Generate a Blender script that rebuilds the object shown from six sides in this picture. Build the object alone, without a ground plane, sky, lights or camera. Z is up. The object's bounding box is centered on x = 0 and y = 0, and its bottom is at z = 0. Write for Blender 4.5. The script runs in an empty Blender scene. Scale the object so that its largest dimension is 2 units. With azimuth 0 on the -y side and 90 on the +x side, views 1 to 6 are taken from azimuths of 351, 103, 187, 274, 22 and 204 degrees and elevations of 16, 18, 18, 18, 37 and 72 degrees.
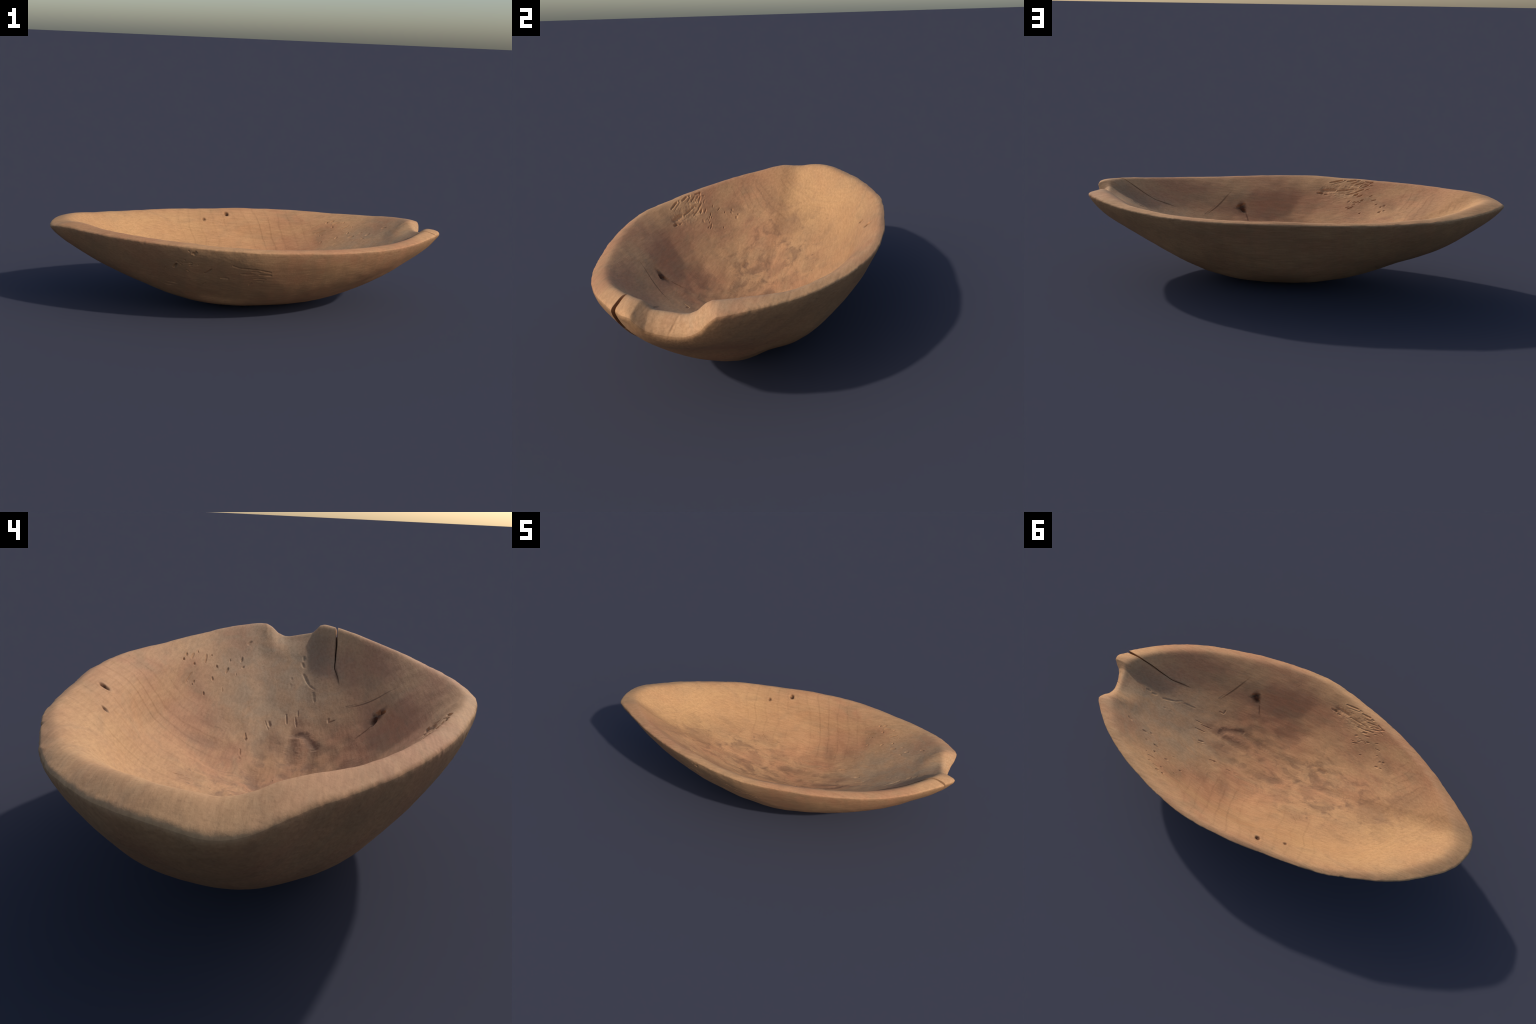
"""Old hand-carved wooden dough trough: a boat-shaped bowl with a broken spout, a split
beside it, beetle galleries, knots and stains.  Everything is lofted from a rim curve,
horizontal hull sections and a basin profile rule; scars are cut into the loft."""
import bpy
import math
import numpy as np

# ----------------------------------------------------------------------------------
# 1. SHAPE: control points and rules
# ----------------------------------------------------------------------------------
# outer edge of the rim, counter-clockwise from the tail tip (x, y, z), spout still whole
RIM = np.array([
    [-1, 0.015, 0.417], [-0.993, -0.02, 0.418], [-0.98, -0.045, 0.422], [-0.957, -0.069, 0.427],
    [-0.902, -0.11, 0.43], [-0.846, -0.152, 0.428], [-0.788, -0.194, 0.425], [-0.728, -0.234, 0.423],
    [-0.602, -0.303, 0.42], [-0.469, -0.366, 0.418], [-0.329, -0.416, 0.414], [-0.257, -0.438, 0.412],
    [-0.184, -0.459, 0.41], [-0.11, -0.475, 0.409], [-0.036, -0.487, 0.406], [0.04, -0.489, 0.404],
    [0.116, -0.486, 0.402], [0.192, -0.479, 0.4], [0.344, -0.457, 0.394], [0.494, -0.423, 0.391],
    [0.64, -0.378, 0.391], [0.776, -0.311, 0.396], [0.839, -0.271, 0.401], [0.898, -0.225, 0.407],
    [0.95, -0.177, 0.41], [0.99, -0.128, 0.41], [1, -0.1, 0.41], [0.995, -0.05, 0.41],
    [0.988, 0, 0.41], [0.98, 0.06, 0.41], [0.967, 0.118, 0.411], [0.903, 0.199, 0.41],
    [0.84, 0.254, 0.406], [0.772, 0.301, 0.4], [0.7, 0.342, 0.396], [0.625, 0.375, 0.393],
    [0.55, 0.406, 0.391], [0.472, 0.433, 0.392], [0.395, 0.455, 0.393], [0.317, 0.471, 0.394],
    [0.162, 0.485, 0.397], [0.008, 0.483, 0.399], [-0.143, 0.471, 0.4], [-0.292, 0.457, 0.402],
    [-0.439, 0.431, 0.404], [-0.582, 0.385, 0.406], [-0.717, 0.332, 0.41], [-0.843, 0.252, 0.418],
    [-0.902, 0.207, 0.424], [-0.953, 0.154, 0.429], [-0.979, 0.11, 0.429], [-0.995, 0.06, 0.424],
])

# hull: at height fraction h the section is the rim outline scaled by h ** g;
# g for 18 directions (rows) at 7 heights (columns)
HULL_DIR = np.array([-3.142, -2.926, -2.651, -2.26, -1.745, -1.214, -0.782, -0.476, -0.23, 0.017, 0.27, 0.53, 0.873, 1.325, 1.863, 2.315, 2.641, 2.893])
HULL_H = np.array([0, .05, .14, .3, .52, .76, 1.0])
HULL_G = np.array([
    [0.403, 0.414, 0.429, 0.434, 0.408, 0.352, 0.238], [0.431, 0.37, 0.368, 0.368, 0.327, 0.3, 0.25],
    [0.395, 0.383, 0.335, 0.334, 0.322, 0.277, 0.181],
    [0.399, 0.39, 0.335, 0.365, 0.33, 0.268, 0.098], [0.425, 0.433, 0.39, 0.38, 0.332, 0.252, 0.109],
    [0.42, 0.446, 0.421, 0.374, 0.323, 0.259, 0.133],
    [0.403, 0.439, 0.447, 0.405, 0.343, 0.254, 0.14],
    [0.39, 0.437, 0.441, 0.434, 0.393, 0.278, 0.164],
    [0.387, 0.441, 0.435, 0.427, 0.391, 0.353, 0.217],
    [0.404, 0.382, 0.404, 0.438, 0.468, 0.268, 0.188],
    [0.412, 0.404, 0.452, 0.47, 0.452, 0.395, 0.219], [0.424, 0.45, 0.425, 0.41, 0.388, 0.393, 0.308],
    [0.427, 0.455, 0.393, 0.406, 0.416, 0.388, 0.379],
    [0.415, 0.418, 0.397, 0.365, 0.359, 0.377, 0.399],
    [0.394, 0.414, 0.388, 0.344, 0.355, 0.374, 0.364],
    [0.373, 0.411, 0.383, 0.378, 0.387, 0.372, 0.309],
    [0.37, 0.418, 0.422, 0.433, 0.427, 0.363, 0.263],
    [0.378, 0.425, 0.439, 0.466, 0.387, 0.344, 0.251],
])
HULL_FOOT = np.array([0.086, 0.018])

# basin: in the same way the contour at height fraction h above the floor point is the
# crest outline scaled by h ** g, for 16 directions at 6 heights
FLOOR = np.array([0.10, 0.0, 0.1160])
BASIN_DIR = np.array([-3.142, -2.896, -2.565, -2.077, -1.475, -0.928, -0.545, -0.259, 0.017, 0.3, 0.606, 1.028, 1.592, 2.163, 2.571, 2.864])
BASIN_H = np.array([0, .12, .3, .52, .76, 1.0])
BASIN_G = np.array([
    [0.48, 0.59, 0.595, 0.531, 0.489, 0.5], [0.493, 0.524, 0.542, 0.524, 0.482, 0.446],
    [0.498, 0.497, 0.505, 0.493, 0.475, 0.488], [0.5, 0.491, 0.492, 0.502, 0.536, 0.669],
    [0.502, 0.499, 0.502, 0.55, 0.673, 0.833], [0.506, 0.532, 0.537, 0.565, 0.762, 0.895],
    [0.518, 0.567, 0.588, 0.586, 0.644, 0.779], [0.53, 0.568, 0.582, 0.537, 0.479, 0.551],
    [0.509, 0.509, 0.514, 0.501, 0.453, 0.59], [0.491, 0.528, 0.54, 0.585, 0.641, 0.874],
    [0.479, 0.466, 0.482, 0.484, 0.668, 1.179], [0.494, 0.439, 0.431, 0.466, 0.713, 1.264],
    [0.506, 0.507, 0.482, 0.465, 0.7, 1.26], [0.516, 0.606, 0.571, 0.564, 0.757, 1.147],
    [0.514, 0.686, 0.616, 0.501, 0.644, 0.951], [0.491, 0.679, 0.626, 0.49, 0.545, 0.7],
])

# width of the rim band by direction (degrees, metres)
BAND_DEG = [-200, -195, -190, -185, -180, -178, -176, -173, -170, -166, -160, -140, -110, -60,
            -35, -20, -8, 8, 18, 30, 60, 110, 140, 150, 160, 165, 170, 175, 180, 182, 184,
            187, 190, 194, 200]
BAND_W = [.072, .085, .093, .094, .106, .114, .114, .095, .080, .066, .057, .05, .036, .042,
          .058, .065, .078, .08, .055, .045, .032, .028, .04, .055, .072, .085, .093, .094,
          .106, .114, .114, .095, .080, .066, .057]
# how far the crest of the band stands above its outer edge
LIFT_DEG = [-200, -188, -180, -170, -150, -90, -30, -14, -8, 8, 15, 30, 90, 140, 160, 172, 180,
            190, 210]
LIFT = [.012, .020, .024, .020, .013, .012, .015, .019, .024, .020, .013, .011, .011, .008,
            .012, .020, .024, .020, .013]

# broken spout: height of the lower lip and drop of the crest across the gap (y, z)
SPOUT_Y = [-.118, -.104, -.092, -.080, -.062, -.03, 0, .024, .046, .074, .10, .122]
SPOUT_Z = [.410, .406, .384, .362, .350, .340, .335, .336, .343, .360, .392, .411]
DROP_Y = [-.118, -.104, -.092, -.078, -.04, .012, .03, .055, .08, .1, .125]
DROP_D = [0, .003, .016, .028, .034, .042, .041, .031, .009, 0, 0]

# the split beside the spout: its line in plan, half width and depth along x
SPLIT_X = [.60, .632, .681, .716, .773, .826, .90, .945, .97, 1.02]
SPLIT_Y = [-.175, -.171, -.162, -.157, -.158, -.159, -.157, -.163, -.170, -.18]
SPLIT_THROUGH = .905          # beyond this x the split goes right through the wall

# scars: (x0, y0, x1, y1, half width, depth) of short gouges cut into the basin
WORM_GALLERIES = [
    (-0.165, -0.4, -0.232, -0.395, 0.0033, 0.006), (-0.24, -0.393, -0.251, -0.392, 0.0027, 0.004),
    (-0.258, -0.384, -0.305, -0.376, 0.0037, 0.006), (-0.311, -0.373, -0.326, -0.37, 0.0033, 0.005),
    (-0.176, -0.389, -0.247, -0.386, 0.002, 0.002), (-0.277, -0.367, -0.32, -0.367, 0.0024, 0.003),
    (-0.299, -0.357, -0.345, -0.354, 0.0027, 0.004), (-0.351, -0.357, -0.388, -0.343, 0.0029, 0.004),
    (-0.321, -0.34, -0.336, -0.347, 0.0024, 0.004), (-0.339, -0.346, -0.367, -0.344, 0.0024, 0.003),
    (-0.33, -0.334, -0.37, -0.338, 0.0033, 0.004), (-0.373, -0.342, -0.389, -0.343, 0.0033, 0.005),
    (-0.299, -0.327, -0.345, -0.326, 0.0029, 0.004), (-0.294, -0.317, -0.316, -0.318, 0.004, 0.006),
    (-0.313, -0.306, -0.338, -0.306, 0.0027, 0.004), (-0.354, -0.32, -0.374, -0.321, 0.002, 0.003),
    (-0.378, -0.333, -0.391, -0.327, 0.002, 0.003), (-0.209, -0.356, -0.291, -0.342, 0.0033, 0.004),
    (-0.25, -0.331, -0.308, -0.325, 0.0027, 0.003), (-0.103, -0.367, -0.13, -0.363, 0.0046, 0.005),
    (-0.126, -0.375, -0.195, -0.362, 0.008, 0.004), (-0.139, -0.357, -0.16, -0.354, 0.0024, 0.003),
    (-0.255, -0.275, -0.274, -0.272, 0.002, 0.003), (-0.266, -0.266, -0.295, -0.269, 0.0027, 0.004),
    (-0.292, -0.289, -0.305, -0.289, 0.002, 0.003), (-0.298, -0.283, -0.322, -0.285, 0.0024, 0.003),
    (-0.331, -0.284, -0.346, -0.285, 0.0029, 0.004), (-0.32, -0.278, -0.331, -0.278, 0.002, 0.003),
    (-0.287, -0.278, -0.304, -0.277, 0.002, 0.003), (-0.376, -0.29, -0.389, -0.29, 0.002, 0.003),
    (-0.388, -0.269, -0.411, -0.266, 0.0019, 0.003), (-0.405, -0.244, -0.417, -0.243, 0.0019, 0.003),
    (-0.325, -0.227, -0.332, -0.225, 0.002, 0.002), (-0.266, -0.296, -0.278, -0.3, 0.004, 0.002),
]

BEETLE_PITS = [
    (0.793, -0.049, 0.772, -0.049, 0.005, 0.004), (0.764, -0.046, 0.74, -0.052, 0.0056, 0.004),
    (0.71, -0.055, 0.656, -0.073, 0.0052, 0.005), (0.656, -0.073, 0.624, -0.094, 0.003, 0.003),
    (0.609, -0.09, 0.55, -0.098, 0.0036, 0.003), (0.685, -0.013, 0.675, -0.014, 0.0036, 0.003),
    (0.654, -0.014, 0.638, -0.017, 0.0036, 0.003), (0.523, -0.047, 0.493, -0.049, 0.0032, 0.003),
    (0.489, -0.041, 0.435, -0.048, 0.0036, 0.003), (0.506, -0.011, 0.457, -0.016, 0.0036, 0.0035),
    (0.462, 0.038, 0.439, 0.035, 0.0056, 0.005), (0.46, 0.051, 0.419, 0.037, 0.0024, 0.002),
    (0.433, -0.144, 0.41, -0.144, 0.0044, 0.004), (0.41, -0.144, 0.406, -0.163, 0.0044, 0.004),
    (0.367, 0.103, 0.326, 0.097, 0.004, 0.004), (0.346, 0.1, 0.334, 0.099, 0.006, 0.006),
    (0.269, 0.107, 0.241, 0.105, 0.0036, 0.003), (0.226, 0.104, 0.213, 0.104, 0.005, 0.003),
    (0.701, 0.156, 0.68, 0.159, 0.0044, 0.005), (0.665, 0.146, 0.654, 0.15, 0.004, 0.004),
    (0.664, 0.191, 0.654, 0.193, 0.0028, 0.003), (0.621, 0.193, 0.594, 0.198, 0.0036, 0.005),
    (0.6, 0.228, 0.593, 0.227, 0.0044, 0.005), (0.63, 0.249, 0.624, 0.249, 0.0032, 0.004),
    (0.612, 0.264, 0.571, 0.263, 0.0036, 0.004), (0.591, 0.29, 0.584, 0.289, 0.0028, 0.003),
    (0.563, 0.299, 0.529, 0.302, 0.004, 0.004), (0.536, 0.316, 0.522, 0.316, 0.004, 0.005),
    (0.527, 0.29, 0.518, 0.291, 0.004, 0.005), (0.502, 0.319, 0.493, 0.32, 0.004, 0.006),
    (0.54, 0.234, 0.528, 0.232, 0.004, 0.004), (0.468, 0.28, 0.458, 0.28, 0.003, 0.003),
    (0.45, 0.282, 0.445, 0.284, 0.0028, 0.003), (0.456, 0.248, 0.445, 0.247, 0.0036, 0.004),
    (0.486, 0.29, 0.429, 0.299, 0.0032, 0.003), (0.524, 0.198, 0.508, 0.196, 0.0024, 0.002),
    (0.617, 0.166, 0.609, 0.165, 0.0024, 0.002), (0.787, 0.135, 0.767, 0.145, 0.005, 0.004),
]

KNOTS_AND_NICKS = [
    (-0.432, -0.222, -0.437, -0.22, 0.0046, 0.004), (-0.449, -0.221, -0.457, -0.221, 0.0046, 0.004),
    (-0.422, -0.197, -0.433, -0.196, 0.0041, 0.004), (-0.447, -0.195, -0.454, -0.194, 0.0036, 0.003),
    (-0.325, -0.226, -0.334, -0.225, 0.0036, 0.002), (-0.062, 0.405, -0.076, 0.414, 0.0086, 0.012),
    (-0.191, 0.372, -0.2, 0.374, 0.0061, 0.005), (-0.354, 0.215, -0.406, 0.122, 0.002, 0.0015),
    (-0.158, 0.197, -0.188, 0.204, 0.0023, 0.0025), (-0.172, 0.192, -0.168, 0.177, 0.002, 0.002),
    (-0.185, 0.185, -0.202, 0.197, 0.002, 0.002), (-0.166, 0.202, -0.182, 0.214, 0.002, 0.002),
    (-0.537, 0.056, -0.542, 0.056, 0.0025, 0.002), (-0.304, 0.203, -0.312, 0.206, 0.0025, 0.002),
    (0.308, -0.277, 0.29, -0.286, 0.009, 0.012), (0.29, -0.286, 0.274, -0.299, 0.006, 0.008),
    (0.287, -0.278, 0.26, -0.269, 0.008, 0.01), (0.259, -0.259, 0.239, -0.221, 0.0028, 0.0015),
    (0.462, -0.196, 0.411, -0.267, 0.0024, 0.0015),
]

# scars on the outside of the front wall: (x0, z0, x1, z1, half width, depth)
OUTER_SCARS = [
    (-0.393, 0.296, -0.38, 0.318, 0.0039, 0.008), (-0.384, 0.329, -0.374, 0.329, 0.0026, 0.004),
    (-0.363, 0.317, -0.356, 0.316, 0.0026, 0.005), (-0.361, 0.33, -0.356, 0.328, 0.0023, 0.004),
    (-0.349, 0.345, -0.342, 0.345, 0.0023, 0.003), (-0.436, 0.286, -0.427, 0.291, 0.0018, 0.003),
    (-0.324, 0.331, -0.312, 0.331, 0.0029, 0.005), (-0.325, 0.319, -0.31, 0.318, 0.0029, 0.005),
    (-0.32, 0.308, -0.309, 0.31, 0.0016, 0.002), (-0.333, 0.285, -0.325, 0.281, 0.0029, 0.005),
    (-0.331, 0.397, -0.325, 0.393, 0.0021, 0.003), (-0.313, 0.385, -0.293, 0.39, 0.0034, 0.004),
    (-0.307, 0.381, -0.298, 0.379, 0.0026, 0.005), (-0.301, 0.395, -0.293, 0.394, 0.0018, 0.003),
    (-0.287, 0.325, -0.282, 0.324, 0.0016, 0.002), (-0.253, 0.274, -0.242, 0.282, 0.0016, 0.004),
    (-0.242, 0.282, -0.219, 0.305, 0.0023, 0.005), (-0.173, 0.255, -0.14, 0.256, 0.0034, 0.006),
    (-0.127, 0.331, -0.095, 0.322, 0.0023, 0.004), (-0.095, 0.322, -0.002, 0.316, 0.0029, 0.005),
    (-0.002, 0.316, 0.052, 0.303, 0.0021, 0.003), (-0.039, 0.305, -0.002, 0.303, 0.0026, 0.004),
    (-0.085, 0.286, -0.024, 0.288, 0.0026, 0.003), (-0, 0.288, 0.056, 0.282, 0.0026, 0.004),
    (-0.021, 0.262, 0.03, 0.26, 0.0029, 0.004), (-0.005, 0.245, 0.021, 0.246, 0.0021, 0.003),
    (-0.042, 0.22, -0.029, 0.231, 0.0026, 0.003), (-0.419, 0.195, -0.374, 0.194, 0.0021, 0.003),
    (-0.429, 0.178, -0.389, 0.176, 0.0026, 0.003), (-0.252, 0.202, -0.239, 0.215, 0.0021, 0.002),
    (-0.353, 0.328, -0.321, 0.332, 0.0018, 0.0015), (-0.172, 0.354, -0.216, 0.311, 0.0039, 0.001),
]

# soft dark stains on the basin floor: (x0, y0, x1, y1, half width, strength)
STAINS = [
    (0.387, -0.046, 0.376, -0.073, 0.0139, 0.9), (0.376, -0.073, 0.282, -0.111, 0.0119, 0.8),
    (0.347, -0.041, 0.224, -0.047, 0.0159, 0.6), (0.279, -0.104, 0.152, -0.094, 0.0139, 0.35),
    (0.15, -0.091, -0.076, -0.095, 0.0139, 0.5), (0.245, 0.183, 0.217, 0.247, 0.0259, 0.45),
    (0.37, 0.178, 0.351, 0.204, 0.0338, 0.35), (0.33, 0.047, 0.302, 0.049, 0.0398, 0.3),
    (0.34, -0.001, 0.266, -0.005, 0.0119, 0.3), (0.143, 0.06, -0.009, 0.041, 0.0219, 0.6),
    (0.069, -0.062, -0.004, -0.061, 0.0259, 0.3), (0.093, -0.201, -0.009, -0.218, 0.0298, 0.35),
    (-0.172, -0.099, -0.2, -0.098, 0.0102, 0.9), (0.042, 0.051, -0, 0.042, 0.0178, 0.6),
    (-0.194, -0.012, -0.279, -0.008, 0.0178, 0.5), (-0.137, 0.032, -0.174, 0.039, 0.028, 0.5),
    (-0.481, 0.026, -0.547, 0.024, 0.0483, 0.5), (-0.601, -0.067, -0.674, -0.114, 0.0407, 0.35),
    (-0.268, 0.05, -0.311, 0.05, 0.0229, 0.35), (-0.388, 0.029, -0.405, 0.031, 0.0153, 0.45),
    (-0.117, 0.179, -0.168, 0.194, 0.028, 0.35), (-0.008, 0.106, -0.045, 0.112, 0.0305, 0.35),
    (-0.454, -0.222, -0.501, -0.189, 0.0203, 0.4), (-0.371, 0.194, -0.456, 0.214, 0.0153, 0.25),
    (-0.363, -0.237, -0.314, -0.232, 0.0509, 0.3),
]


# ----------------------------------------------------------------------------------
# 2. CURVES
# ----------------------------------------------------------------------------------
def hermite(x, y, xq):
    """smooth curve through (x, y); y may have several columns"""
    y = np.asarray(y, float)
    x = np.asarray(x, float)
    one = y.ndim == 1
    if one:
        y = y[:, None]
    m = np.gradient(y, x, axis=0)
    q = np.asarray(xq, float).ravel()
    i = np.clip(np.searchsorted(x, q) - 1, 0, len(x) - 2)
    h = x[i + 1] - x[i]
    t = ((q - x[i]) / h)[:, None]
    h = h[:, None]
    v = ((2 * t**3 - 3 * t**2 + 1) * y[i] + (t**3 - 2 * t**2 + t) * h * m[i]
         + (-2 * t**3 + 3 * t**2) * y[i + 1] + (t**3 - t**2) * h * m[i + 1])
    return v[:, 0].reshape(np.shape(xq)) if one else v


def wrap(a):
    return (a + np.pi) % (2 * np.pi) - np.pi


def smooth(a, b, x):
    t = np.clip((x - a) / (b - a), 0, 1)
    return t * t * (3 - 2 * t)


_ang = np.arctan2(RIM[:, 1], RIM[:, 0])
_ord = np.argsort(_ang)
_ang = _ang[_ord]
_rr = np.stack([np.hypot(RIM[:, 0], RIM[:, 1]), RIM[:, 2]], 1)[_ord]
_ang = np.r_[_ang[-4:] - 2 * np.pi, _ang, _ang[:4] + 2 * np.pi]
_rr = np.concatenate([_rr[-4:], _rr, _rr[:4]])

_fine = np.linspace(-np.pi, np.pi, 6001)      # dense lookup of everything that depends on angle
_rim = hermite(_ang, _rr, _fine)
_hx = np.r_[HULL_DIR[-3:] - 2 * np.pi, HULL_DIR, HULL_DIR[:3] + 2 * np.pi]
_hg = hermite(_hx, np.concatenate([HULL_G[-3:], HULL_G, HULL_G[:3]]), _fine)
_band = hermite(BAND_DEG, BAND_W, np.degrees(_fine))


_bx = np.r_[BASIN_DIR[-3:] - 2 * np.pi, BASIN_DIR, BASIN_DIR[:3] + 2 * np.pi]
_bg = hermite(_bx, np.concatenate([BASIN_G[-3:], BASIN_G, BASIN_G[:3]]), _fine)


def ironed(r, z, sigma):
    """rim outline with its small kinks ironed out (Gaussian along its length)"""
    v = np.stack([r * np.cos(_fine), r * np.sin(_fine), z], 1)
    s = np.r_[0, np.cumsum(np.linalg.norm(np.diff(v[:, :2], axis=0), axis=1))]
    n, L = 1500, s[-1]
    q = np.linspace(0, L, n, endpoint=False)
    f = np.fft.rfftfreq(n, L / n)
    w = np.stack([np.fft.irfft(np.fft.rfft(np.interp(q, s, v[:, i]))
                               * np.exp(-2 * (np.pi * f * sigma) ** 2), n) for i in range(3)], 1)
    w = np.stack([np.interp(s, np.r_[q, L], np.r_[w[:, i], w[0, i]]) for i in range(3)], 1)
    a = np.unwrap(np.arctan2(w[:, 1], w[:, 0]))
    a3 = np.r_[a[:-1] - 2 * np.pi, a[:-1], a + 2 * np.pi]
    rr, zz = np.hypot(w[:, 0], w[:, 1]), w[:, 2]
    return (np.interp(_fine, a3, np.r_[rr[:-1], rr[:-1], rr]),
            np.interp(_fine, a3, np.r_[zz[:-1], zz[:-1], zz]))


_low_r, _low_z = ironed(_rim[:, 0], _rim[:, 1], .05)
_y = _rim[:, 0] * np.sin(_fine)
_front = np.abs(_fine) < .5
_hmax = np.where(_front, np.minimum(np.interp(_y, SPOUT_Y, SPOUT_Z, left=9, right=9) / _rim[:, 1], 1), 1)
_crest_r = _rim[:, 0] - _band
_crest_z = _rim[:, 1] + hermite(LIFT_DEG, LIFT, np.degrees(_fine))
_drop = np.where(_front, np.interp(_y, DROP_Y, DROP_D), 0)


def at(table, a):
    """periodic lookup of a table over _fine"""
    f = (wrap(a) + np.pi) / (2 * np.pi) * 6000
    i = np.clip(f.astype(int), 0, 5999)
    f = f - i
    return table[i] * (1 - f) + table[i + 1] * f


# exponents as a function of angle and height, cubic in height
_lev = np.linspace(0, 1, 61)
_hull = hermite(HULL_H, _hg.T.copy(), _lev).T          # [angle, level]
_basin = hermite(BASIN_H, _bg.T.copy(), _lev).T


def exponent(table, a, h):
    fi = (wrap(a) + np.pi) / (2 * np.pi) * 6000
    i = np.clip(fi.astype(int), 0, 5999)
    fi = fi - i
    fj = h * 60
    j = np.clip(fj.astype(int), 0, 59)
    fj = fj - j
    return ((table[i, j] * (1 - fi) + table[i + 1, j] * fi) * (1 - fj)
            + (table[i, j + 1] * (1 - fi) + table[i + 1, j + 1] * fi) * fj)


def hull(a, u):
    """point on the outside; u = 0 foot .. 1 upper edge"""
    h = u * at(_hmax, a)
    rho = np.maximum(h, 1e-9) ** exponent(_hull, a, h)
    w = smooth(.6, 1, h)
    r = at(_rim[:, 0], a) * w + at(_low_r, a) * (1 - w)
    z = at(_rim[:, 1], a) * w + at(_low_z, a) * (1 - w)
    return np.stack([HULL_FOOT[0] + (r * np.cos(a) - HULL_FOOT[0]) * rho,
                     HULL_FOOT[1] + (r * np.sin(a) - HULL_FOOT[1]) * rho, z * h], -1)


def crest(a):
    r = at(_crest_r, a)
    return np.stack([r * np.cos(a), r * np.sin(a), at(_crest_z, a) - at(_drop, a)], -1)


def band(a, u):
    """point on the rim band; u = 0 outer edge .. 1 crest"""
    e, k = hull(a, np.ones_like(u)), crest(a)
    w = u[..., None]
    p = e + (k - e) * w
    p[..., 2] = e[..., 2] + (k[..., 2] - e[..., 2]) * (1 - (1 - u) ** 1.8)
    return p


def basin(a, h):
    """point inside; h = 1 crest .. 0 floor point"""
    k = crest(a)
    rho = np.maximum(h, 1e-9) ** exponent(_basin, a, h)
    p = FLOOR + (k - FLOOR) * rho[..., None]
    p[..., 2] = FLOOR[2] + (at(_crest_z, a) - FLOOR[2]) * h - at(_drop, a) * smooth(.85, 1, rho)
    return p


# ----------------------------------------------------------------------------------
# 3. LOFT: rows from the foot over the rim to the basin floor, columns round the bowl
# ----------------------------------------------------------------------------------
COLS = 2000
u = np.linspace(0, 1, 166)[1:]
ROW_HULL = u ** 1.35
ROW_BAND = np.linspace(0, 1, 24)[1:-1]
ROW_BASIN = (1 - np.linspace(0, 1, 291)[:-1]) ** 1.7
rows = ([(hull, v) for v in ROW_HULL] + [(band, v) for v in ROW_BAND]
        + [(basin, v) for v in ROW_BASIN])
NH, NB, NI = len(ROW_HULL), len(ROW_BAND), len(ROW_BASIN)
NR = NH + NB + NI


def split_y(x):
    return (hermite(SPLIT_X, SPLIT_Y, np.clip(x, .60, 1.02))
            + .0016 * np.sin(x * 61) * np.sin(x * 23 + 1) * smooth(.95, .85, x))


# angle at which each row crosses the split
split_a = np.zeros(NR)
for i, (f, v) in enumerate(rows):
    lo, hi = np.array([-.75]), np.array([-.02])
    for _ in range(40):
        m = (lo + hi) / 2
        p = f(m, np.array([v]))
        above = p[:, 1] > split_y(p[:, 0])
        lo, hi = np.where(above, lo, m), np.where(above, m, hi)
    split_a[i] = lo[0]
A0 = split_a[NH - 1]
_px = np.array([f(np.array([A0]), np.array([v]))[0, 0] for f, v in rows])
follow = smooth(.55, .64, _px)

# columns: even along the rim, closer where the scars are
d = _fine
s_len = np.r_[0, np.hypot(np.diff(_rim[:, 0] * np.cos(d)), np.diff(_rim[:, 0] * np.sin(d)))]
dens = 1 + 1.3 * (smooth(-2.75, -2.5, d) - smooth(-1.75, -1.55, d)) \
    + 1.0 * (smooth(.12, .2, d) - smooth(.62, .8, d)) \
    + .6 * (smooth(-1.75, -1.6, d) - smooth(-1.35, -1.2, d)) \
    + 2.5 * np.exp(-((d - A0) / .05) ** 2)
cum = np.cumsum(s_len * dens)
first = np.interp(A0, d, cum)
targets = (first + np.linspace(0, cum[-1], COLS + 1)) % cum[-1]
col = np.interp(targets, cum, d)
col[0] = col[-1] = A0
col = np.r_[col, A0, A0]                       # R .. L, then the two columns in the split
NC = len(col)
side = wrap(col - A0)
side_sign = np.sign(side)
side_sign[0], side_sign[COLS], side_sign[COLS + 1], side_sign[COLS + 2] = 1, -1, -.88, .88
pull = np.clip(1 - (side / .32) ** 2, 0, 1) ** 2
spread = np.exp(-np.abs(side) / .03)

P = np.zeros((NR, NC, 3))
for i, (f, v) in enumerate(rows):
    a = col + pull * (split_a[i] - A0) * follow[i]
    P[i] = f(a, np.full(NC, v))
half = np.interp(P[..., 0], [.60, .63, .68, .75, .83, .9, .99], [0, .0008, .0012, .0017, .0024, .0042, .0068])
half = half * smooth(.0, .25, P[..., 2]) * (np.abs(side) < .3)
P[..., 1] += side_sign * spread * half


def soften(row, reach, times):
    """round off a ridge that follows a row"""
    for _ in range(times):
        a, b = row - reach, row + reach + 1
        P[a:b, :COLS + 1] += .3 * (P[a - 1:b - 1, :COLS + 1] + P[a + 1:b + 1, :COLS + 1] - 2 * P[a:b, :COLS + 1])


soften(NH - 1, 9, 14)           # outer edge of the rim, a little
soften(NH + NB, 18, 40)         # inner lip, well rounded
for _ in range(60):             # no point at the middle of the floor
    k = slice(NR - 40, NR)
    c = P[k, :COLS]
    up = P[NR - 41:NR - 1, :COLS]
    dn = np.concatenate([P[NR - 39:NR, :COLS], np.roll(P[NR - 1:NR, :COLS], COLS // 2, 1)])
    P[k, :COLS] = c + .25 * (up + dn - 2 * c)
P[NR - 40:, COLS] = P[NR - 40:, 0]
P[:, COLS + 1:, 0] = P[:, [COLS], 0]
P[:, COLS + 1:, 2] = P[:, [COLS], 2]


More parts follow.
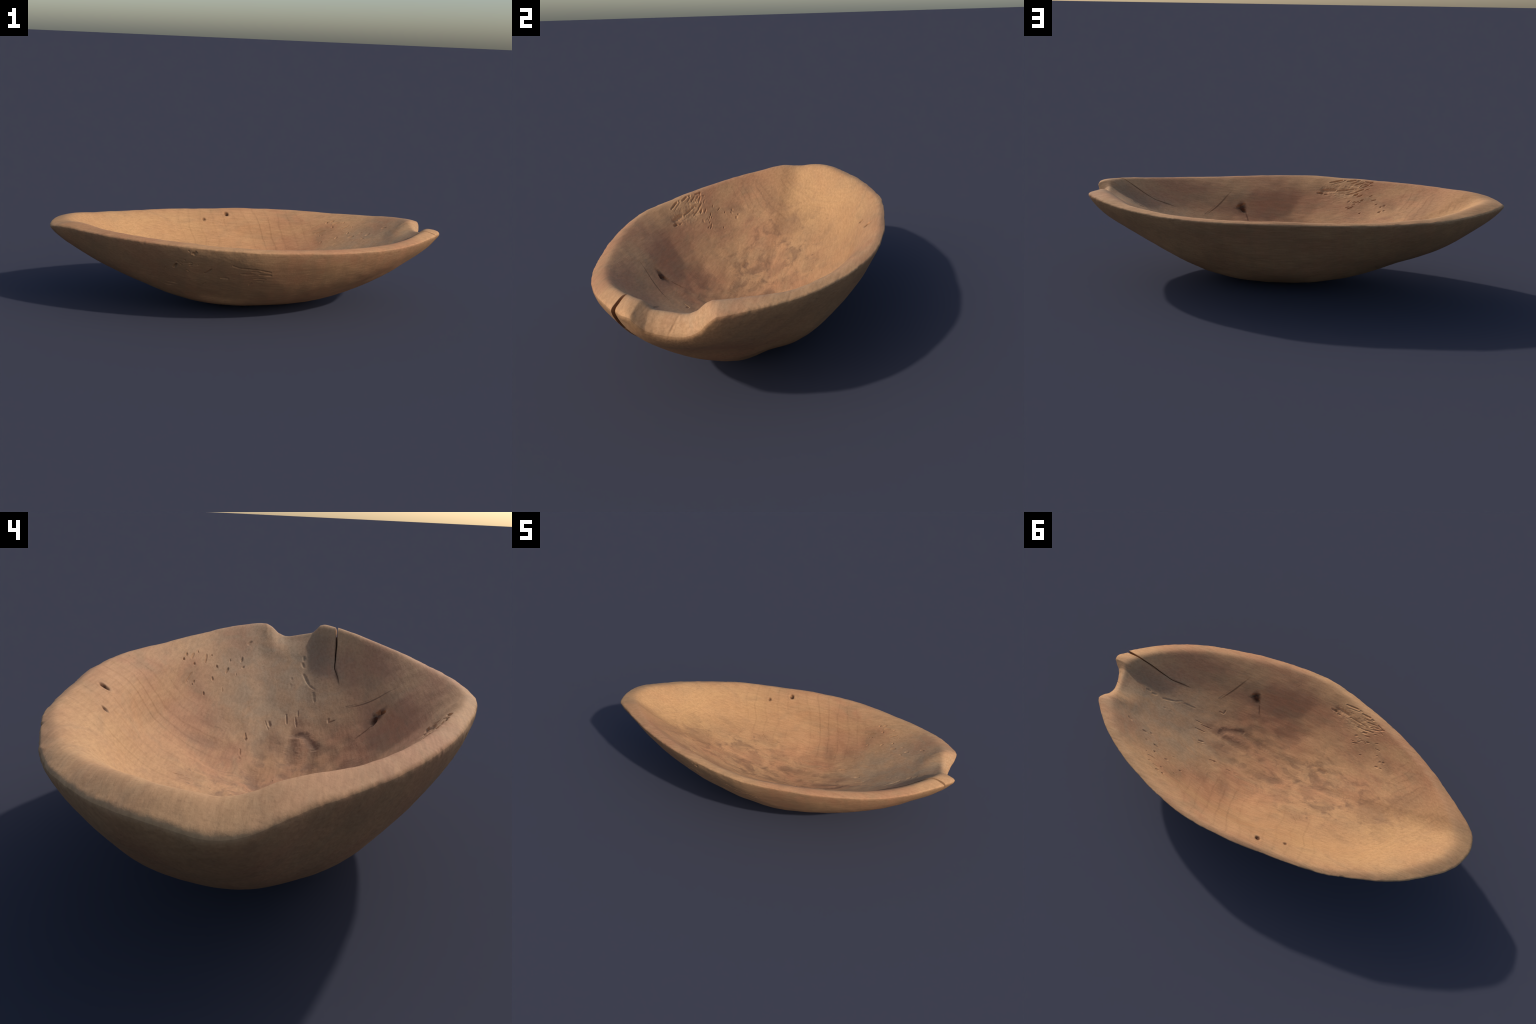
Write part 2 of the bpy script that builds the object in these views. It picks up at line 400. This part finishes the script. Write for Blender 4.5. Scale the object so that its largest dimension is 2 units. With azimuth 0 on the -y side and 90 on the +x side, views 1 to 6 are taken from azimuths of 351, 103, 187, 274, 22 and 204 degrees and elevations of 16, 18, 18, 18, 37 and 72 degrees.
# ----------------------------------------------------------------------------------
# 4. RELIEF: hand-tool unevenness, nibbled edge, galleries, pits, scratches
# ----------------------------------------------------------------------------------
def lattice(ix, iy, iz, seed):
    n = (ix * 374761393 + iy * 668265263 + iz * 2147483647 + seed * 974711) & 0xffffffff
    n = ((n ^ (n >> 13)) * 1274126177) & 0xffffffff
    n = ((n ^ (n >> 16)) * 2246822519) & 0xffffffff
    return ((n >> 8) & 0xffff) / 32767.5 - 1


def noise(p, seed):
    f = np.floor(p).astype(np.int64)
    t = p - f
    t = t * t * (3 - 2 * t)
    out = 0
    for dx in (0, 1):
        for dy in (0, 1):
            for dz in (0, 1):
                w = ((t[..., 0] if dx else 1 - t[..., 0]) * (t[..., 1] if dy else 1 - t[..., 1])
                     * (t[..., 2] if dz else 1 - t[..., 2]))
                out = out + w * lattice(f[..., 0] + dx, f[..., 1] + dy, f[..., 2] + dz, seed)
    return out


def loft_normals(P):
    """outward normals of the lofted grid"""
    du = np.empty_like(P)
    du[1:-1] = P[2:] - P[:-2]
    du[0], du[-1] = P[1] - P[0], P[-1] - P[-2]
    c = P[:, :COLS]
    dv = np.roll(c, -1, 1) - np.roll(c, 1, 1)
    n = np.cross(dv, du[:, :COLS])
    n /= np.linalg.norm(n, axis=2, keepdims=True) + 1e-20
    return np.concatenate([n, n[:, :1], n[:, :1], n[:, :1]], 1)


N = loft_normals(P)
inside = np.zeros(NR)
inside[NH + NB:] = 1
edge = np.zeros(NR)
edge[:NH] = np.exp(-((1 - ROW_HULL) / .035) ** 2)
edge[NH:NH + NB] = np.exp(-(ROW_BAND / .25) ** 2)

D = .0016 * noise(P * 9, 1) + .0009 * noise(P * 24, 2)
D += edge[:, None] * (.0009 * noise(P * 38, 3) + .0008 * noise(P * 90, 4)
                      - .003 * smooth(.5, .85, noise(P * 22 + 7, 5)))
fib = P * np.array([14, 110, 110])
D += .00022 * noise(fib, 6)
# gouge strokes: steps down the far inner wall, across the floor, and slantwise at the tail


def steps(q, width):
    """low saw-tooth ridges, each fading and shifting along its length"""
    q = q / width
    f = q - np.floor(q)
    k = np.floor(q).astype(np.int64)
    return (.5 - np.where(f < .84, f / .84, (1 - f) / .16)) * (.65 + .35 * lattice(k, k * 0, k * 0, 31))


wob = .018 * noise(P * 9, 8) + .006 * noise(P * 30, 12)
wall = inside[:, None] * smooth(.10, .24, P[..., 1]) * smooth(-.55, -.35, P[..., 0]) * smooth(.5, .25, P[..., 0])
D += wall * .0014 * steps(P[..., 0] + .30 * (P[..., 2] - .3) + wob, .062)
tail = inside[:, None] * smooth(-.42, -.6, P[..., 0]) * smooth(.42, .38, P[..., 2])
D += tail * .0011 * steps(.8 * P[..., 0] - .6 * P[..., 1] + wob, .036)
D[:NH] *= smooth(.0, .05, P[:NH, :, 2])
floor_w = inside[:, None] * smooth(.24, .19, P[..., 2])
D += floor_w * (.0042 * noise(P * np.array([10, 17, 14]), 9) + .0012 * noise(P * np.array([25, 40, 30]), 10))


def gouge(D, rng, q, strokes, axes, wide=1.0, soft=False):
    """cut capsules into the rows rng; strokes are placed by two coordinates and snapped to the surface"""
    X = P[rng]
    flat = X[q]
    Dq = D[rng]
    cut = np.zeros(Dq.shape)
    wob = .25 * noise(flat * 140, 11)
    val = np.zeros(len(flat))
    for x0, y0, x1, y1, w, dep in strokes:
        w *= wide
        ends = []
        for e in ((x0, y0), (x1, y1)):
            k = np.argmin((flat[:, axes[0]] - e[0]) ** 2 + (flat[:, axes[1]] - e[1]) ** 2)
            ends.append(flat[k])
        a, b = ends
        near = np.flatnonzero(((flat > np.minimum(a, b) - 3 * w) & (flat < np.maximum(a, b) + 3 * w)).all(1))
        if not len(near):
            continue
        x = flat[near]
        ab = b - a
        t = np.clip(((x - a) @ ab) / max(ab @ ab, 1e-12), 0, 1)
        r = np.linalg.norm(x - a - t[:, None] * ab, axis=1) / w + wob[near]
        taper = 1 - .35 * np.abs(2 * t - 1) ** 3
        if soft:
            val[near] = np.maximum(val[near], dep * np.exp(-(r * .9) ** 2))
            continue
        prof = .8 * dep * taper * (1 - smooth(.05, 1.25, r / taper)) - .05 * dep * np.exp(-((r - 1.5) / .35) ** 2)
        val[near] = np.where(prof > 0, np.maximum(val[near], prof), val[near] + np.where(val[near] == 0, prof, 0))
    cut[q] = val
    Dq -= cut


ins = slice(NH + 4, NR)
Xi = P[ins]
q = (Xi[..., 1] < -.18) & (Xi[..., 0] < 0) & (Xi[..., 0] > -.6)
gouge(D, ins, q, [(-.14, -.372, -.20, -.362, .022, .0045), (-.22, -.345, -.30, -.335, .02, .004),
                  (-.27, -.36, -.35, -.347, .02, .003)], (0, 1), soft=True)
D[ins] -= np.where(q, .0016 * noise(Xi * np.array([60, 150, 150]), 21)
                   * np.exp(-(((Xi[..., 0] + .27) / .11) ** 2 + ((Xi[..., 1] + .345) / .035) ** 2)), 0)
gouge(D, ins, q, [(*s[:5], s[5] * 1.5) for s in WORM_GALLERIES], (0, 1), wide=1.3)
gouge(D, ins, Xi[..., 0] > .19, BEETLE_PITS, (0, 1), wide=1.0)
gouge(D, ins, np.ones(Xi.shape[:2], bool), [(*s[:5], s[5] * .005) for s in STAINS], (0, 1), soft=True)
gouge(D, ins, np.ones(Xi.shape[:2], bool), [(*s[:5], s[5] * 1.3) for s in KNOTS_AND_NICKS], (0, 1), wide=1.35)
out = slice(60, NH)
Xo = P[out]
gouge(D, out, (Xo[..., 1] < -.1) & (Xo[..., 0] < .15) & (Xo[..., 0] > -.5), [(*s[:5], s[5] * 1.6) for s in OUTER_SCARS], (0, 2), wide=1.7)
# rounded knob between the split and the gap, and a check across the broken face
D += .006 * np.exp(-(((P[..., 0] - .975) / .035) ** 2 + ((P[..., 1] + .122) / .020) ** 2 + ((P[..., 2] - .425) / .03) ** 2))
face = slice(NH - 40, NH + NB)
Xf = P[face]
gouge(D, face, (Xf[..., 0] > .8) & (np.abs(Xf[..., 1]) < .1),
      [(.004, .386, -.004, .368, .0024, .003), (-.004, .368, -.014, .352, .0028, .004), (-.014, .352, -.020, .335, .0024, .003)], (1, 2))
D[:, COLS + 1:] = D[:, [COLS]]
P += N * D[..., None]

# the split: sink the two middle columns, clamp them where it goes right through
cx = P[:, COLS, 0]
for c in (COLS + 1, COLS + 2):
    q = P[:, c]
    dep = .034 * (np.clip((cx - .605) / .30, 0, 1)) ** 1.25
    q[NH + NB:, 2] -= dep[NH + NB:]
    q[NH:NH + NB, 2] -= .034
    gone = np.flatnonzero(cx > SPLIT_THROUGH)
    g0, g1 = gone[0], gone[-1]
    f = np.linspace(0, 1, g1 - g0 + 3)[1:-1, None]
    q[g0:g1 + 1] = q[g0 - 1] * (1 - f) + q[g1 + 1] * f

x0, x1 = P[..., 0].min(), P[..., 0].max()
P[..., 0] = (P[..., 0] - x0) * 2 / (x1 - x0) - 1
P[..., 2] = np.maximum(P[..., 2], 0)

# ----------------------------------------------------------------------------------
# 5. MESHES: outer wall, rim, spout and basin cut from the one loft, sharing normals
# ----------------------------------------------------------------------------------
foot = P[0].mean(0)
foot[2] = 0
mid = P[-1].mean(0)
V = np.concatenate([P.reshape(-1, 3), [foot, mid]])
idx = np.arange(NR * NC).reshape(NR, NC)
nxt = np.roll(idx, -1, 1)
quads = np.stack([idx[:-1], nxt[:-1], nxt[1:], idx[1:]], -1)            # [NR-1, NC, 4]
t0 = np.stack([np.full(NC, NR * NC), nxt[0], idx[0]], -1)
t1 = np.stack([idx[-1], nxt[-1], np.full(NC, NR * NC + 1)], -1)

flat_q = quads.reshape(-1, 4)
fn = np.cross(V[flat_q[:, 2]] - V[flat_q[:, 0]], V[flat_q[:, 3]] - V[flat_q[:, 1]])
VN = np.zeros_like(V)
for k in range(4):
    for ax in range(3):
        VN[:, ax] += np.bincount(flat_q[:, k], fn[:, ax], len(V))
VN[NR * NC] = (0, 0, -1)
VN[NR * NC + 1] = (0, 0, 1)
VN /= np.linalg.norm(VN, axis=1, keepdims=True) + 1e-20


def part(name, faces_q, faces_t, parent, mat):
    nq, nt = len(faces_q), len(faces_t)
    loops = np.concatenate([faces_q.ravel(), faces_t.ravel()]).astype(np.int64)
    used, loops = np.unique(loops, return_inverse=True)
    me = bpy.data.meshes.new(name)
    me.vertices.add(len(used))
    me.vertices.foreach_set("co", V[used].astype(np.float32).ravel())
    me.loops.add(len(loops))
    me.loops.foreach_set("vertex_index", loops.astype(np.int32))
    me.polygons.add(nq + nt)
    me.polygons.foreach_set("loop_start", np.r_[np.arange(nq) * 4, nq * 4 + np.arange(nt) * 3].astype(np.int32))
    me.update(calc_edges=True)
    me.polygons.foreach_set("use_smooth", np.ones(nq + nt, bool))
    me.normals_split_custom_set_from_vertices(VN[used].astype(np.float32))
    me.materials.append(mat)
    ob = bpy.data.objects.new(name, me)
    bpy.context.collection.objects.link(ob)
    ob.parent = parent
    return ob

# ----------------------------------------------------------------------------------
# 6. WOOD
# ----------------------------------------------------------------------------------
class Tree:
    def __init__(self, name):
        self.mat = bpy.data.materials.new(name)
        self.mat.use_nodes = True
        self.t = self.mat.node_tree
        self.t.nodes.clear()
        self.co = self.node("ShaderNodeTexCoord").outputs["Object"]

    def node(self, kind, **inp):
        n = self.t.nodes.new(kind)
        for k, v in inp.items():
            self.put(n.inputs[k], v)
        return n

    def put(self, sock, v):
        if isinstance(v, bpy.types.NodeSocket):
            self.t.links.new(v, sock)
        else:
            sock.default_value = v

    def scaled(self, scale, rot=(0, 0, 0), src=None):
        n = self.node("ShaderNodeMapping", Vector=src or self.co, Scale=scale, Rotation=rot)
        return n.outputs[0]

    def noise(self, vec, scale, detail=3.0, rough=.5, dist=0.0):
        return self.node("ShaderNodeTexNoise", Vector=vec, Scale=scale, Detail=detail,
                         Roughness=rough, Distortion=dist).outputs["Fac"]

    def ramp(self, v, a, b, lo=0.0, hi=1.0):
        n = self.node("ShaderNodeMapRange", Value=v)
        n.interpolation_type = 'SMOOTHSTEP'
        n.inputs["From Min"].default_value = a
        n.inputs["From Max"].default_value = b
        n.inputs["To Min"].default_value = lo
        n.inputs["To Max"].default_value = hi
        return n.outputs[0]

    def math(self, op, a, b=0.0):
        n = self.t.nodes.new("ShaderNodeMath")
        n.operation = op
        self.put(n.inputs[0], a)
        self.put(n.inputs[1], b)
        return n.outputs[0]

    def mix(self, fac, a, b, mode='MIX'):
        n = self.t.nodes.new("ShaderNodeMix")
        n.data_type = 'RGBA'
        n.blend_type = mode
        self.put(n.inputs[0], fac)
        for s, v in ((n.inputs[6], a), (n.inputs[7], b)):
            self.put(s, (*v, 1) if isinstance(v, tuple) else v)
        return n.outputs[2]

    def capsule(self, vec, a, b, w, outer=1.5, inner=.35):
        """0 outside .. 1 on the segment a-b, in plan"""
        a, b = np.array(a), np.array(b)
        c, d = (a + b) / 2, b - a
        L = float(np.hypot(*d)) / 2 + w
        m = self.t.nodes.new("ShaderNodeMapping")
        m.vector_type = 'TEXTURE'
        self.put(m.inputs["Vector"], vec)
        m.inputs["Location"].default_value = (c[0], c[1], 0)
        m.inputs["Rotation"].default_value = (0, 0, math.atan2(d[1], d[0]))
        m.inputs["Scale"].default_value = (L, w, 1e6)
        n = self.t.nodes.new("ShaderNodeVectorMath")
        n.operation = 'LENGTH'
        self.put(n.inputs[0], m.outputs[0])
        return self.ramp(n.outputs["Value"], outer, inner)


def shade(c, k):
    return tuple(v * k for v in c)


def wood(name, inside=False, rim=False):
    T = Tree(name)
    co = T.co
    sep = T.node("ShaderNodeSeparateXYZ", Vector=co).outputs
    big = T.noise(T.scaled((1.6, 3.2, 3.2)), 1.6, 4, .55, .4)
    mid = T.noise(T.scaled((3.0, 6.0, 6.0)), 2.2, 5, .6, .8)
    fine = T.noise(T.scaled((6, 60, 60)), 2.0, 6, .62)
    grit = T.noise(co, 150, 2, .5)
    k = 1.24 if inside else 1.0                # inside colours are paler than the outside
    col = T.mix(T.ramp(big, .36, .64), shade(TAN, k), shade(ROSE, k))
    col = T.mix(T.ramp(mid, .45, .72, 0, .6), col, shade(OLIVE, k))
    if inside:
        wob = T.node("ShaderNodeVectorMath")
        wob.operation = 'MULTIPLY_ADD'
        nz = T.node("ShaderNodeTexNoise", Vector=co, Scale=16.0, Detail=3.0).outputs["Color"]
        T.put(wob.inputs[0], nz)
        wob.inputs[1].default_value = (.026, .026, 0)
        T.put(wob.inputs[2], co)
        sub = T.node("ShaderNodeVectorMath")
        sub.operation = 'SUBTRACT'
        T.put(sub.inputs[0], wob.outputs[0])
        sub.inputs[1].default_value = (.013, .013, 0)
        warped = sub.outputs[0]
        # pale honey wood in the tail and along the far wall
        soft = T.ramp(mid, .75, .4, .55, 1)
        for x0, y0, x1, y1, w, s in ((-.80, .05, -.52, .12, .16, .95), (-.62, .27, -.05, .36, .12, .7),
                                     (-.2, .2, .12, .27, .10, .35)):
            m = T.capsule(warped, (x0, y0), (x1, y1), w * 1.1, 1.75, .0)
            col = T.mix(T.math('MULTIPLY', T.math('MULTIPLY', m, soft), s), col, HONEY)
        # mottled floor
        floor = T.capsule(warped, (-.45, 0), (.25, -.02), .2)
        blot = T.ramp(T.noise(T.scaled((5, 9, 9)), 1.9, 5, .62, .6), .46, .66)
        col = T.mix(T.math('MULTIPLY', floor, T.math('MULTIPLY', blot, .62)), col, STAIN)
        # scattered dark flecks in the worn part of the floor
        worn = T.capsule(co, (-.42, .13), (-.05, .10), .15)
        fleck = T.ramp(T.noise(T.scaled((20, 34, 34)), 1.5, 3, .6), .60, .72)
        col = T.mix(T.math('MULTIPLY', worn, T.math('MULTIPLY', fleck, .5)), col, STAIN)
        # greyer olive tint towards the spout
        grey = T.capsule(warped, (.80, .04), (.50, .03), .20)
        col = T.mix(T.math('MULTIPLY', grey, T.ramp(mid, .35, .65, .35, .8)), col, ASH)
        # grime
        grime = T.capsule(warped, (.88, -.09), (.76, -.09), .055)
        col = T.mix(T.math('MULTIPLY', grime, .36), col, GRIME)
        for x0, y0, x1, y1, w, s in STAINS:
            m = T.capsule(warped, (x0, y0), (x1, y1), w * 1.15)
            col = T.mix(T.math('MULTIPLY', m, s * .75), col, STAIN)
        # dark heart of the knot, dark spots in the holes
        for x, y, w, s in ((.287, -.283, .02, .9), (-.068, .411, .011, .9), (-.196, .373, .008, .7),
                           (-.13, -.37, .012, .3)):
            m = T.capsule(co, (x, y), (x + .004, y), w)
            col = T.mix(T.math('MULTIPLY', m, s), col, KNOT)
        # fine reddish checks running from the knot
        for x0, y0, x1, y1, s in ((.462, -.196, .360, -.326, .6), (.262, -.262, .238, -.221, .5),
                                  (.33, -.27, .30, -.275, .4)):
            m = T.capsule(co, (x0, y0), (x1, y1), .0035)
            col = T.mix(T.math('MULTIPLY', m, s), col, KNOT)
    if rim:
        col = T.mix(.12, col, RIMC)
    if not inside and not rim:
        # faint tool banding and a darker overall tone on the outside
        bandn = T.noise(T.scaled((26, 1.5, .8)), 1.0, 2, .5)
        col = T.mix(T.ramp(bandn, .42, .62, 0, .35), col, OLIVE)
        col = T.mix(.25, col, OUTER_TONE)
    # near-black brown line along the split
    for a, b in zip(((1.0, -.176), (.90, -.157), (.72, -.157)), ((.90, -.157), (.72, -.158), (.625, -.172))):
        m = T.capsule(co, a, b, .0042)
        col = T.mix(T.math('MULTIPLY', m, .6), col, KNOT)
    # grain streaks and speckle
    col = T.mix(T.ramp(fine, .3, .7, .0, .32), col, (.5, .42, .36), 'MULTIPLY')
    col = T.mix(T.ramp(grit, .48, .75, 0, .18), col, (.45, .36, .30), 'MULTIPLY')
    b1 = T.node("ShaderNodeBump", Height=fine, Strength=.20, Distance=.004)
    b2 = T.node("ShaderNodeBump", Height=T.noise(co, 90, 4, .6), Strength=.20, Distance=.004, Normal=b1.outputs[0])
    bs = T.node("ShaderNodeBsdfPrincipled", Roughness=.78, Normal=b2.outputs[0])
    T.put(bs.inputs["Base Color"], col)
    bs.inputs["Specular IOR Level"].default_value = .25
    o = T.node("ShaderNodeOutputMaterial")
    T.t.links.new(bs.outputs[0], o.inputs[0])
    return T.mat


TAN = (.48, .26, .122)
ROSE = (.42, .20, .098)
OLIVE = (.34, .20, .100)
HONEY = (.60, .335, .145)
STAIN = (.20, .105, .060)
GRIME = (.17, .125, .080)
ASH = (.50, .325, .185)
KNOT = (.075, .022, .008)
RIMC = (.56, .325, .17)
OUTER_TONE = (.36, .19, .095)

# ----------------------------------------------------------------------------------
# 7. ASSEMBLY
# ----------------------------------------------------------------------------------
trough = bpy.data.objects.new("wooden_trough", None)
bpy.context.collection.objects.link(trough)
trough["label"] = "old boat-shaped carved wooden dough bowl with broken spout"
trough["category"] = "wooden bowl"

wood_in = wood("basin_wood", inside=True)
wood_out = wood("outer_wood")
wood_rim = wood("rim_wood", inside=True, rim=True)
gap = (np.abs(np.where(np.abs(wrap(col)) < .3, at(_rim[:, 0], col) * np.sin(col), 9) - .002) < .122) & (side > 0)
bandq = quads[NH - 1:NH + NB]
none = np.zeros((0, 3), int)
part("outer_wall", quads[:NH - 1].reshape(-1, 4), t0, trough, wood_out)
part("rim", bandq[:, ~gap].reshape(-1, 4), none, trough, wood_rim)
part("spout", bandq[:, gap].reshape(-1, 4), none, trough, wood_rim)
part("basin", quads[NH + NB:].reshape(-1, 4), t1, trough, wood_in)
